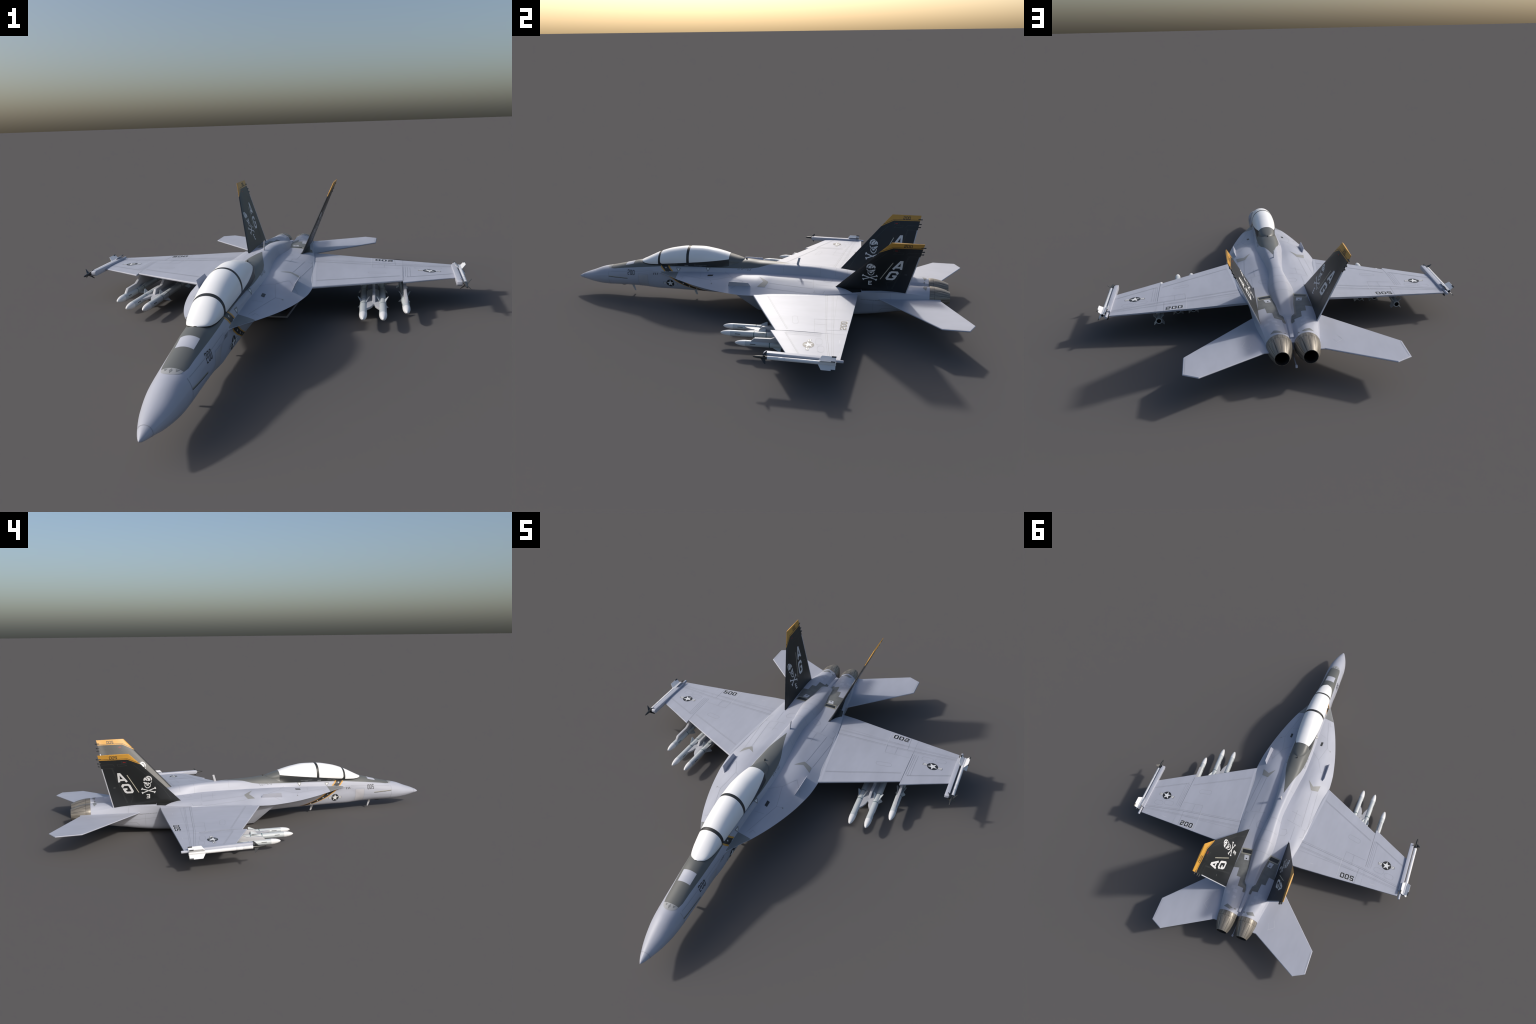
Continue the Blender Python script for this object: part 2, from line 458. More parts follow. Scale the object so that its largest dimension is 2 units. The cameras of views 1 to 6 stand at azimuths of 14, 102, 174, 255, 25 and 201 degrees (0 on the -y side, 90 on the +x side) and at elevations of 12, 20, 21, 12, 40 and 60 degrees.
# ------------------------------------------------------------------ lofted wing-like surfaces
def airfoil(n=16, nose=1.0, edge=0.0):
    """chord positions and half thickness (0..1), blunt nose, thin blunt tail"""
    u = 0.5 * (1 - np.cos(np.linspace(0, math.pi, n)))
    t = 1.48 * np.sqrt(u) * nose - 0.63 * u - 1.76 * u ** 2 + 1.42 * u ** 3 - 0.51 * u ** 4
    t = np.maximum(t, 0)
    t = t / t.max()
    if edge:                                                   # slab-like rounded leading edge
        u = np.unique(np.concatenate([u, [.0010, .0035, .0075, .0120]]))
        t = 1.48 * np.sqrt(u) - 0.63 * u - 1.76 * u ** 2 + 1.42 * u ** 3 - 0.51 * u ** 4
        t = np.maximum(t, 0) / t.max()
        t = np.maximum(t, edge * np.sqrt(np.clip(1 - (1 - np.clip(u / .010, 0, 1)) ** 2, 0, 1)))
    return u, t

def surface(stations, n=16, tail=0.18, edge=0.0):
    """stations: (LE xyz, TE xyz, thickness, normal). closed solid between them"""
    u, t = airfoil(n, edge=edge)
    n = len(u)
    t = np.maximum(t, tail * np.clip((u - .5) * 2.2, 0, 1))
    V = []
    for le, te, th, nrm in stations:
        le = np.array(le, float); te = np.array(te, float); nrm = np.array(nrm, float)
        up = [le + (te - le) * a + nrm * th * .5 * b for a, b in zip(u, t)]
        dn = [le + (te - le) * a - nrm * th * .5 * b for a, b in zip(u, t)]
        V += up + dn[::-1][:-1]
    nv = 2 * n - 1
    F = grid_faces(len(stations), nv, True)
    F.append(tuple(range(nv)))
    k = (len(stations) - 1) * nv
    F.append(tuple(k + i for i in reversed(range(nv))))
    return V, F

def lerp(a, b, t): return a + (b - a) * t

def wing_station(x, le_y, le_z, te_y, te_z, th):
    return ((x, le_y, le_z), (x, te_y, te_z), th, (0, 0, 1))

def build_wing():
    V, F = [], []
    # inner panel, root buried in the body
    inner = [wing_station(.120, -.044, .1255, .4895, .1370, .0160),
             wing_station(.209, .0035, .1225, .4880, .1335, .0145),
             wing_station(.360, .0840, .1175, .4795, .1240, .0125),
             wing_station(.5165, .1690, .1125, .4695, .1170, .0105)]
    outer = [wing_station(.5168, .1470, .1110, .4695, .1170, .0105),
             wing_station(.600, .1940, .1095, .4648, .1128, .0092),
             wing_station(.705, .2515, .1075, .4588, .1080, .0075)]
    for st in (inner, outer):
        v, f = surface(st, 20, .30, .62)
        F += [tuple(i + len(V) for i in a) for a in f]; V += v
    o = mesh_obj('wing', V, F, M_GREY, jet, smooth=40)
    return o
wing = build_wing()

def build_stab():
    # polygon plan, flat slab with chamfered edges
    plan = [(.100, .560), (.128, .586), (.3933, .8570), (.3933, .9691), (.3379, .9972), (.1085, .8690), (.085, .8690)]
    cx = .22; cy = .80
    V = []; n = len(plan)
    for z, s in ((.1162 - .0028, .0), (.1162 - .0008, 0.0), (.1162 + .0008, 0.0), (.1162 + .0028, 0.0)):
        inset = .0045 if abs(z - .1162) > .002 else 0.0
        for i, (x, y) in enumerate(plan):
            p = Vector((x, y)); a = Vector(plan[i - 1]); b = Vector(plan[(i + 1) % n])
            e1 = (p - a).normalized(); e2 = (b - p).normalized()
            n1 = Vector((-e1.y, e1.x)); n2 = Vector((-e2.y, e2.x))
            m = (n1 + n2); m = m / max(.35, m.length_squared) * 2 * .5
            q = p + m * inset * 1.0
            V.append((q.x, q.y, z))
    F = [tuple(range(n))[::-1], tuple(3 * n + i for i in range(n))]
    for r in range(3):
        F += [(r * n + i, r * n + (i + 1) % n, (r + 1) * n + (i + 1) % n, (r + 1) * n + i) for i in range(n)]
    return mesh_obj('tailplane', V, F, M_GREY, jet, smooth=0)
stab = build_stab()

# fins: canted outboard, tips gold
FIN_T = 0.108 / 0.275                       # outboard lean per unit height
def fin_x(z): return .1105 + (z - .152) * FIN_T
FN = Vector((1, 0, -FIN_T)).normalized()
def build_fin():
    prof = [(.135, .3600, .7095, .0110), (.1545, .3795, .7128, .0105), (.3725, .5775, .7585, .0080), (.4282, .6290, .7700, .0064)]
    st = []
    for (z0, l0, t0, h0), (z1, l1, t1, h1), k in zip(prof, prof[1:], (2, 8, 3)):
        for i in range(k):
            t = i / k
            z = lerp(z0, z1, t)
            st.append(((fin_x(z), lerp(l0, l1, t), z), (fin_x(z), lerp(t0, t1, t), z), lerp(h0, h1, t), FN))
    z, l, tt, h = prof[-1]
    st.append(((fin_x(z), l, z), (fin_x(z), tt, z), h, FN))
    v, f = surface(st, 18, .42)
    me = bpy.data.meshes.new('tail_fin'); me.from_pydata([tuple(map(float, p)) for p in v], [], f)
    bm = bmesh.new(); bm.from_mesh(me)
    bmesh.ops.recalc_face_normals(bm, faces=bm.faces)
    s1 = (.4014 - .3715) / (.638 - .5765)
    cuts = [((0, .638, .4014), (0, -s1, 1)), ((0, .638, .4014), (0, -.011, 1)), ((0, .7128 - .0045, .1545), (0, 1, -.2105)),
            ((0, 0, .3605), (0, 0, 1))]
    for co, no in cuts:
        bmesh.ops.bisect_plane(bm, geom=bm.verts[:] + bm.edges[:] + bm.faces[:], plane_co=co, plane_no=no, dist=1e-6)
    bm.to_mesh(me); bm.free()
    for m in (M_BLACK, M_GOLD, M_MARKL): me.materials.append(m)
    for p in me.polygons:
        y, z = p.center.y, p.center.z
        if z > min(.4014 + s1 * (y - .638), .4014 + .011 * (y - .638)): p.material_index = 1
        elif z < .3605 and y > .7083 + .2105 * (z - .1545): p.material_index = 2
    finish(me, 35)
    return link('tail_fin', me, jet)
fin = build_fin()

# rear-facing antenna pods on the fin trailing edge
def tube(name, path, radii, mat, parent, n=14, cap=True, midx=None, mats=None):
    """lathe-like tube along y: path list of (x,y,z), radii"""
    V = []
    for (x, y, z), r in zip(path, radii):
        V += [(x + r * math.cos(2 * math.pi * k / n), y, z + r * math.sin(2 * math.pi * k / n)) for k in range(n)]
    F = grid_faces(len(path), n, True)
    mi = []
    for i in range(len(path) - 1):
        mi += [midx[i] if midx else 0] * n
    if cap:
        F.append(tuple(range(n))); mi.append(midx[0] if midx else 0)
        k = (len(path) - 1) * n
        F.append(tuple(k + i for i in reversed(range(n)))); mi.append(midx[-1] if midx else 0)
    return mesh_obj(name, V, F, mats or mat, parent, smooth=40, midx=mi)

pods = []
for z, ye, r in ((.4095, .7775, .0030), (.3880, .7735, .0032), (.3735, .7710, .0032)):
    x = fin_x(z)
    pods.append(tube('fin_pod', [(x, .755, z), (x, .760, z), (x, ye - .003, z), (x, ye, z)], [.0015, r, r, r * .6], M_FRAME, fin))

# ------------------------------------------------------------------ air intakes
def rounded(poly, r, n=4):
    """round the corners of a closed 2D polygon"""
    out = []
    m = len(poly)
    for i, p in enumerate(poly):
        p = Vector(p); a = Vector(poly[i - 1]); b = Vector(poly[(i + 1) % m])
        d1 = (a - p); d2 = (b - p)
        rr = min(r, d1.length * .45, d2.length * .45)
        q1 = p + d1.normalized() * rr; q2 = p + d2.normalized() * rr
        for k in range(n + 1):
            t = k / n
            out.append(tuple((1 - t) ** 2 * q1 + 2 * t * (1 - t) * p + t * t * q2))
    return out

def build_intake():
    def lip_y(x, z): return .014 - z * .87                       # raked mouth
    mouth = [(.042, .0068), (.1175, .0068), (.1965, .1265), (.058, .1180)]
    mid = [(.044, .0012), (.112, .0016), (.174, .1275), (.055, .1180)]
    back = [(.040, .0030), (.112, .0060), (.152, .1180), (.045, .1120)]
    def inset(poly, d):
        c = np.mean(poly, axis=0)
        return [tuple(np.array(p) + (c - np.array(p)) / np.linalg.norm(c - np.array(p)) * d) for p in poly]
    rings = []
    m0 = rounded(mouth, .003); m1 = rounded(mid, .008); m2 = rounded(back, .016)
    i0 = rounded(inset(mouth, .0090), .003); i1 = rounded(inset(mouth, .022), .004); i2 = rounded(inset(mid, .034), .008)
    rings.append([(x, .150, z) for x, z in m2])
    rings.append([(x, .065, z) for x, z in m1])
    rings.append([(x, lip_y(x, z) + .002, z) for x, z in m0])
    rings.append([(x, lip_y(x, z), z) for x, z in rounded(inset(mouth, .0015), .003)])
    rings.append([(x, lip_y(x, z) + .001, z) for x, z in i0])
    rings.append([(x, lip_y(x, z) * .6 + .03, z) for x, z in i1])
    rings.append([(x, .110, z) for x, z in i2])
    n = len(m0)
    V = [p for r in rings for p in r]
    F = grid_faces(len(rings), n, True)
    mi = sum([[0] * n, [0] * n, [0] * n, [0] * n, [1] * n, [2] * n], [])
    k = (len(rings) - 1) * n
    F.append(tuple(k + i for i in range(n))); mi.append(2)
    return mesh_obj('air_intake', V, F, [M_GREY, M_INTK, M_HOLE], jet, smooth=40, midx=mi)
intake = build_intake()

# ------------------------------------------------------------------ engine nozzles (modelled about their own axis)
def build_nozzle():
    cx, cz = .0510, .1140
    prof = [(.8182, .0440), (.8186, .0476), (.822, .0482), (.838, .0478), (.8405, .0470), (.8425, .0470), (.848, .0465),
            (.868, .0428), (.890, .0362), (.908, .0288), (.9115, .0272), (.9120, .0258), (.9105, .0250), (.895, .0245), (.860, .0330), (.820, .0360)]
    n = 96
    V = []
    for y, r in prof:
        for k in range(n):
            a = 2 * math.pi * k / n
            g = 0.0
            if .846 < y < .910:                                  # seams between petals
                ph = (k % 8)
                g = .0009 if ph == 0 else (.0002 if ph in (1, 7) else 0)
            elif .820 < y < .839:
                g = .0004 if k % 3 == 0 else 0
            rr = r - g
            V.append((rr * math.cos(a), y - .86, rr * math.sin(a)))
    F = grid_faces(len(prof), n, True)
    mi = []
    for i in range(len(prof) - 1):
        mi += [0 if i < 11 else 1] * n
    F.append(tuple((len(prof) - 1) * n + i for i in range(n))); mi.append(1)
    o = mesh_obj('engine_nozzle', V, F, [M_NOZ, M_HOLE], jet, smooth=28, midx=mi)
    o.location = (cx, .86, cz)
    p = o.copy(); bpy.context.scene.collection.objects.link(p); p.location.x = -cx
    return o
nozzle = build_nozzle()

# ------------------------------------------------------------------ small fittings
def plate(name, poly, fn, d0, d1, mat, parent, bev=.0006):
    v, f = prism(poly, fn, d0, d1)
    o = mesh_obj(name, v, f, mat, parent, smooth=30)
    if bev: bevel_mesh(o.data, bev, 2)
    return o

YZ = lambda x: (lambda a, b, d: (x + d, a, b))
# blade aerials, under the nose and forebody, on the spine and behind the canopy
plate('aerial', [(-.7075, .050), (-.6925, .050), (-.6825, .0100), (-.6905, .0100)], YZ(0), -.0014, .0014, M_PYLON, jet)
plate('aerial', [(-.3650, .050), (-.3490, .050), (-.3400, .0130), (-.3490, .0130)], YZ(0), -.0014, .0014, M_PYLON, jet)
plate('aerial', [(.1760, .205), (.1880, .205), (.1985, .2500), (.1880, .2505)], YZ(0), -.0012, .0012, M_PYLON, jet)
plate('aerial', [(-.0790, .222), (-.0710, .220), (-.0690, .2335), (-.0760, .2350)], YZ(0), -.0018, .0018, M_FRAME, jet)
# chin sensor dome
def dome(name, c, r, mat, parent, n=16, m=8):
    V = []; 
    for i in range(m + 1):
        t = -math.pi / 2 + math.pi * i / m
        V += [(c[0] + r[0] * math.cos(t) * math.cos(2 * math.pi * k / n), c[1] + r[1] * math.cos(t) * math.sin(2 * math.pi * k / n),
               c[2] + r[2] * math.sin(t)) for k in range(n)]
    return mesh_obj(name, V, grid_faces(m + 1, n, True), mat, parent, smooth=60)
dome('sensor_dome', (0, -.747, .0455), (.012, .018, .006), M_FRAME, jet)
# arrestor hook
hook = plate('arrestor_hook', [(.70, .066), (.70, .058), (.902, .0740), (.902, .0785)], YZ(0), -.0016, .0016, M_GREYP, jet)
plate('hook_block', [(.9000, .0710), (.9085, .0710), (.9085, .0800), (.9000, .0800)], YZ(0), -.0038, .0038, M_GREYP, hook)
# flat block between the nozzles, behind the spine tail
plate('tail_block', [(.74, .100), (.74, .141), (.784, .1365), (.800, .1365), (.800, .100)], YZ(0), -.0075, .0075, M_GREY, jet)
# fences standing on the wing root extensions
def fence_fn(a, b, d): return (.1620 + (b - .150) * .42 + d, a, b)
fence = plate('fence', [(-.1330, .1400), (-.1225, .1722), (-.0290, .1727), (-.0120, .1380)], fence_fn, -.0010, .0010, M_GREY, jet, .0004)

# ------------------------------------------------------------------ pylons and stores
TOE = math.radians(2.45)                                           # stores toe outboard at the nose
def toe_fn(x0, y0=.2):
    return lambda a, b, d: (x0 - (a - y0) * math.tan(TOE) + d, a, b)

X_OUT = .5229; X_MID = .4115
outer_pylon = plate('pylon', [(.064, .0585), (.082, .0765), (.152, .0780), (.192, .0950), (.200, .1085), (.405, .1130), (.395, .0850), (.372, .0585)],
                    toe_fn(X_OUT), -.0052, .0052, M_PYLON, jet)
mid_pylon = plate('pylon', [(.068, .0470), (.092, .0752), (.148, .0765), (.170, .0900), (.178, .1130), (.380, .1150), (.372, .0850), (.330, .0480)],
                  toe_fn(X_MID), -.0050, .0050, M_PYLON, jet)
# twin-rail adapter between the two inboard missiles
def adapter_fn(a, b, d): return (X_MID - (b - .2) * math.tan(TOE) + a, b, .0520 + d)
adapter = plate('twin_rail', [(.003, .056), (.005, .040), (.014, .020), (.024, .006), (.030, .030), (.030, .215), (.012, .250), (-.012, .250), (-.030, .215), (-.030, .030), (-.024, .006), (-.014, .020), (-.005, .040), (-.003, .056)],
                adapter_fn, -.0042, .0042, M_PYLON, mid_pylon)

def missile_mesh(prof, fins, mats, fin_mat, n=24):
    """prof: (y, r, material of the band that starts here)"""
    V = []; mi = []
    for y, r, m in prof:
        V += [(r * math.cos(2 * math.pi * k / n), y, r * math.sin(2 * math.pi * k / n)) for k in range(n)]
    F = grid_faces(len(prof), n, True)
    for i in range(len(prof) - 1): mi += [prof[i][2]] * n
    k = (len(prof) - 1) * n
    F.append(tuple(range(n))); mi.append(prof[0][2])
    F.append(tuple(k + i for i in reversed(range(n)))); mi.append(prof[-1][2])
    me = bpy.data.meshes.new('missile'); me.from_pydata(V, [], F)
    for m in mats: me.materials.append(m)
    me.polygons.foreach_set('material_index', mi)
    finish(me, 40)
    # fins as thin diamond-section plates at 45 degrees
    def fin_me(poly, th, mat):
        v, f = prism(poly, lambda a, b, d: (b, a, d), -th, th)
        m2 = bpy.data.meshes.new('missile_fin'); m2.from_pydata(v, [], f)
        for q in (mat if isinstance(mat, (list, tuple)) else [mat]): m2.materials.append(q)
        finish(m2, 30); bevel_mesh(m2, th * .6, 1)
        return m2
    return me, [fin_me(p, t, m) for p, t, m in fins]

R = .0132
amraam, amr_fins = missile_mesh(
    [(0, .0008, 0), (.002, .0032, 0), (.006, .0058, 0), (.012, .0083, 0), (.022, .0109, 0), (.033, .0125, 0), (.042, .0131, 0), (.0455, R, 0), (.046, R, 1),
     (.150, R, 2), (.1535, R, 1), (.205, R, 2), (.208, R, 1), (.330, R, 2), (.333, R, 1), (.416, R, 1), (.4175, R * .96, 1), (.4175, R * .74, 3), (.404, R * .70, 3)],
    [([(.158, .010), (.194, .0290), (.200, .0290), (.202, .010)], .0007, M_MISB),
     ([(.366, .010), (.384, .0305), (.408, .0305), (.410, .010)], .0007, M_MISB)],
    [M_MISW, M_MISB, M_BAND, M_HOLE], M_MISB)
R9 = .0075
wander, wan_fins = missile_mesh(
    [(0, .0012, 0), (.002, .0027, 0), (.010, .0042, 0), (.022, .0052, 0), (.045, .0064, 0), (.057, .0068, 0), (.0575, R9, 1), (.100, R9, 1), (.1005, R9 * .95, 1), (.1015, R9 * .95, 1), (.102, R9, 1),
     (.128, R9, 1), (.1285, R9 * .95, 1), (.1295, R9 * .95, 1), (.130, R9, 1), (.322, R9, 1), (.324, R9 * .95, 1), (.324, R9 * .72, 2), (.315, R9 * .7, 2)],
    [([(.030, .004), (.050, .0265), (.0535, .0265), (.051, .004)], .0006, M_DARK),
     ([(.254, .005), (.268, .0285), (.3225, .0285), (.3225, .005)], .0008, M_MISS)],
    [M_DARK, M_MISS, M_HOLE], M_MISS)

# dark damper blocks at the tail fin tips of the wing tip missiles
dv, df = prism([(.3060, .0235), (.3235, .0235), (.3235, .0290), (.3060, .0290)], lambda a, b, d: (b, a, d), -.0014, .0014)
damper_me = bpy.data.meshes.new('fin_damper'); damper_me.from_pydata(dv, [], df); damper_me.materials.append(M_DARK); finish(damper_me, 0)

def hang(me, fins, nose, toe=0.0, roll=45.0):
    out = []
    o = link('missile', me, jet)
    o.location = nose; o.rotation_euler = (0, 0, toe)
    out.append(o)
    for fm in fins:
        for k in range(4):
            f = link('missile_fin', fm, o)
            f.rotation_euler = (0, math.radians(roll + 90 * k), 0)
    if me == wander:
        for k in range(4):
            f = link('fin_damper', damper_me, o)
            f.rotation_euler = (0, math.radians(roll + 90 * k), 0)
    return o
for s in (1, -1):
    hang(amraam, amr_fins, (s * .3885, -.0950, .0485), s * TOE)
    hang(amraam, amr_fins, (s * .4545, -.0900, .0490), s * TOE)
    hang(amraam, amr_fins, (s * .5310, -.0050, .0480), s * TOE)
    hang(wander, wan_fins, (s * .7335, .1215, .1075), 0.0, 45.0)

# small dark slots on the big missiles are real strips
slot_v, slot_f = prism([(.068, -.0013), (.092, -.0013), (.092, .0013), (.068, .0013)], lambda a, b, d: (d, a, b), R - .001, R + .0003)
slot_me = bpy.data.meshes.new('missile_slot'); slot_me.from_pydata(slot_v, [], slot_f); slot_me.materials.append(M_MARK); finish(slot_me, 0)
for o in [x for x in bpy.data.objects if x.type == 'MESH' and x.data == amraam]:
    for a in (15, 165):
        k = link('missile_slot', slot_me, o); k.rotation_euler = (0, math.radians(-a), 0)

# wing tip launch rails
rail = plate('launch_rail', [(.160, .1070), (.168, .0995), (.430, .0995), (.430, .1190), (.168, .1215), (.160, .1170)], YZ(.7125), -.0095, .0085, M_GREYP, jet, .0012)
rail_tube = tube('rail_tail', [(.7155, .420, .1090), (.7155, .470, .1090), (.7155, .4725, .1090)], [.0058, .0058, .0048], M_GREYP, rail)

# ------------------------------------------------------------------ markings
def stroke(P, w, closed=False):
    """ribbon of width w along polyline P with mitred joints -> list of quads"""
    P = [Vector(p) for p in P]
    n = len(P); L = []
    for i in range(n):
        a = P[i - 1] if (i or closed) else None
        b = P[(i + 1) % n] if (i < n - 1 or closed) else None
        d1 = (P[i] - a).normalized() if a is not None else None
        d2 = (b - P[i]).normalized() if b is not None else None
        if d1 is None: d1 = d2
        if d2 is None: d2 = d1
        n1 = Vector((-d1.y, d1.x)); n2 = Vector((-d2.y, d2.x))
        m = n1 + n2
        m = m / max(.3, m.length_squared) * 2
        L.append((P[i] + m * w * .5, P[i] - m * w * .5))
    q = []
    for i in range(n if closed else n - 1):
        j = (i + 1) % n
        q.append([L[i][0], L[i][1], L[j][1], L[j][0]])
    return [[tuple(p) for p in k] for k in q]

GLYPH = {
    '0': [([(.12, 0), (.88, 0), (1, .08), (1, .92), (.88, 1), (.12, 1), (0, .92), (0, .08)], True)],
    '1': [([(.5, 0), (.5, 1)], False)],
    '2': [([(0, .76), (0, .94), (.10, 1), (.90, 1), (1, .94), (1, .56), (.90, .50), (.10, .46), (0, .40), (0, 0), (1, 0)], False)],
    '3': [([(0, 1), (1, 1), (1, .55), (.4, .52), (1, .49), (1, 0), (0, 0)], False)],
    'A': [([(0, 0), (.42, 1), (.58, 1), (1, 0)], False), ([(.15, .26), (.85, .26)], False)],
    'G': [([(1, .70), (1, .88), (.85, 1), (.15, 1), (0, .88), (0, .12), (.15, 0), (.85, 0), (1, .12), (1, .45), (.55, .45)], False)],
    'E': [([(1, 1), (0, 1), (0, 0), (1, 0)], False), ([(0, .5), (.85, .5)], False)],
    'V': [([(0, 1), (.45, 0), (.55, 0), (1, 1)], False)],
    'F': [([(0, 0), (0, 1), (1, 1)], False), ([(0, .5), (.8, .5)], False)],
    '-': [([(.1, .5), (.9, .5)], False)],
}
def lettering(s, x, y, w, h, gap, t, slant=0.0):
    """block letters: lower left corner of text box is centre - half size"""
    tot = len(s) * w + (len(s) - 1) * gap
    q = []
    for i, ch in enumerate(s):
        ox = x - tot / 2 + i * (w + gap)
        for P, c in GLYPH[ch]:
            pts = []
            for a, b in P:
                px_ = t / 2 + a * (w - t); py_ = t / 2 + b * (h - t)
                pts.append((ox + px_ + slant * (py_ - h / 2), y - h / 2 + py_))
            q += stroke(pts, t, c)
    return q

def rect(x0, y0, x1, y1): return [[(x0, y0), (x1, y0), (x1, y1), (x0, y1)]]
def disc(x, y, r, n=40): return [[(x + r * math.cos(2 * math.pi * k / n), y + r * math.sin(2 * math.pi * k / n)) for k in range(n)]]
def star(x, y, r, rot=90):
    P = []
    for k in range(10):
        a = math.radians(rot + 36 * k); q = r if k % 2 == 0 else r * .382
        P.append((x + q * math.cos(a), y + q * math.sin(a)))
    return [[P[k], P[(k + 1) % 10], (x, y), P[k - 1]] for k in range(0, 10, 2)]

def tris_of(polys, maxlen):
    bm = bmesh.new()
    for P in polys:
        vs = [bm.verts.new((a, b, 0)) for a, b in P]
        try: bm.faces.new(vs)
        except ValueError: pass
    bmesh.ops.triangulate(bm, faces=bm.faces)
    for _ in range(7):
        es = [e for e in bm.edges if e.calc_length() > maxlen]
        if not es: break
        bmesh.ops.subdivide_edges(bm, edges=es, cuts=1)
        bmesh.ops.triangulate(bm, faces=[f for f in bm.faces if len(f.verts) > 3])
    v = [(p.co.x, p.co.y) for p in bm.verts]
    bm.verts.index_update()
    f = [tuple(p.index for p in q.verts) for q in bm.faces]
    bm.free()
    return v, f

def bvh_of(*objs):
    dg = None
    V = []; F = []
    for o in objs:
        k = len(V)
        V += [o.matrix_basis @ v.co for v in o.data.vertices]
        F += [tuple(i + k for i in p.vertices) for p in o.data.polygons]
    return BVHTree.FromPolygons(V, F)

SIDE = lambda u, v: (Vector((1.2, u, v)), Vector((-1, 0, 0)))       # seen from +x
INNER = lambda u, v: (Vector((0.0, u, v)), Vector((1, 0, 0)))       # inner face of the fin
TOP = lambda u, v: (Vector((u, v, 1.0)), Vector((0, 0, -1)))        # seen from above, (x, y)
REAR = lambda u, v: (Vector((-u, -v, 1.0)), Vector((0, 0, -1)))     # reads upright from behind
def UP(u, v): return (Vector((u, v, -1.0)), Vector((0, 0, 1)))

def decal(name, polys, mapping, bvh, mat, parent, off=.0004, maxlen=.006, stuff=False, both=True, face=0.0):
    v2, f = tris_of(polys, maxlen)
    V = []; ok = []
    for u, v in v2:
        o, d = mapping(u, v)
        loc, nrm, idx, dist = bvh.ray_cast(o, d)
        if loc is None:
            V.append((0, 0, 0)); ok.append(False); continue
        if nrm.dot(d) > 0: nrm = -nrm
        if -nrm.dot(d) < face:
            V.append((0, 0, 0)); ok.append(False); continue
        V.append(tuple(loc + nrm * off)); ok.append(True)
    f = [q for q in f if all(ok[i] for i in q)]
    used = sorted({i for q in f for i in q}); mp = {a: b for b, a in enumerate(used)}
    o = mesh_obj(name, [V[i] for i in used], [tuple(mp[i] for i in q) for q in f], mat, parent, smooth=60, recalc=False)
    bm = bmesh.new(); bm.from_mesh(o.data)
    d = mapping(0, 0)[1]
    for q in bm.faces:
        q.normal_update()
        if q.normal.dot(d) > 0: q.normal_flip()
    bm.to_mesh(o.data); bm.free()
    if stuff: o['kind'] = 'stuff'
    return o

B_FUS = bvh_of(fuselage)
B_FIN = bvh_of(fin)
B_WING = bvh_of(wing, fuselage)
B_STAB = bvh_of(stab)
RIGHT = []                                                         # parts to repeat on the other side
wing_r = mirrored(wing); stab_r = mirrored(stab); fin_r = mirrored(fin); mirrored(intake); mirrored(fence)
for p in pods: mirrored(p, fin_r)
rail_r = mirrored(rail); mirrored(rail_tube, rail_r)
mirrored(outer_pylon); mp_r = mirrored(mid_pylon); mirrored(adapter, mp_r)

def both(name, polys, mapping, bvh, mat, parent, parent_r, **k):
    o = decal(name, polys, mapping, bvh, mat, parent, **k)
    mirrored(o, parent_r)

# --- fin art, printed through on both faces
def bone(x0, y0, x1, y1, w):
    d = Vector((x1 - x0, y1 - y0)).normalized(); n = Vector((-d.y, d.x))
    q = stroke([(x0, y0), (x1, y1)], w)
    for e, s in (((x0, y0), -1), ((x1, y1), 1)):
        for k in (1, -1):
            c = Vector(e) + n * k * w * .62 + d * s * w * .35
            q += disc(c.x, c.y, w * .68, 14)
    return q
def skull(cx, cy, s):
    """hair-swept skull: cranium strands, brow, eye sockets left open, cheeks, nose, jaw"""
    S = lambda pts: [(cx + a * s, cy + b * s) for a, b in pts]
    q = []
    # cranium: arched strands of hair
    q.append(S([(-.46, .30), (-.50, .60), (-.38, .86), (-.12, 1.0), (.18, .98), (.10, .88), (-.14, .86), (-.32, .70), (-.38, .46)]))
    q.append(S([(-.30, .36), (-.26, .62), (-.02, .82), (.30, .90), (.10, .66), (-.06, .54), (-.12, .34)]))
    q.append(S([(.02, .40), (.14, .62), (.34, .84), (.50, .66), (.52, .44), (.40, .34), (.34, .58), (.22, .40)]))
    q.append(S([(-.04, .56), (.04, .42), (-.06, .32), (-.14, .44)]))
    # brow and cheeks
    q.append(S([(-.50, .22), (-.42, .24), (-.26, .02), (-.12, .02), (-.08, .14), (-.02, .14), (-.02, -.06), (-.24, -.10), (-.40, .06)]))
    q.append(S([(.54, .22), (.46, .24), (.30, .02), (.16, .02), (.12, .14), (.06, .14), (.04, -.06), (.28, -.10), (.44, .06)]))
    # teeth, moustache-like upper lip and jaw
    q.append(S([(-.14, -.16), (.02, -.10), (.20, -.16), (.14, -.28), (-.02, -.32), (-.12, -.26)]))
    q.append(S([(-.36, -.10), (-.30, -.12), (-.26, -.34), (-.06, -.54), (.14, -.54), (.30, -.34), (.34, -.12), (.42, -.10), (.36, -.42), (.16, -.64), (-.10, -.64), (-.32, -.42)]))
    return q

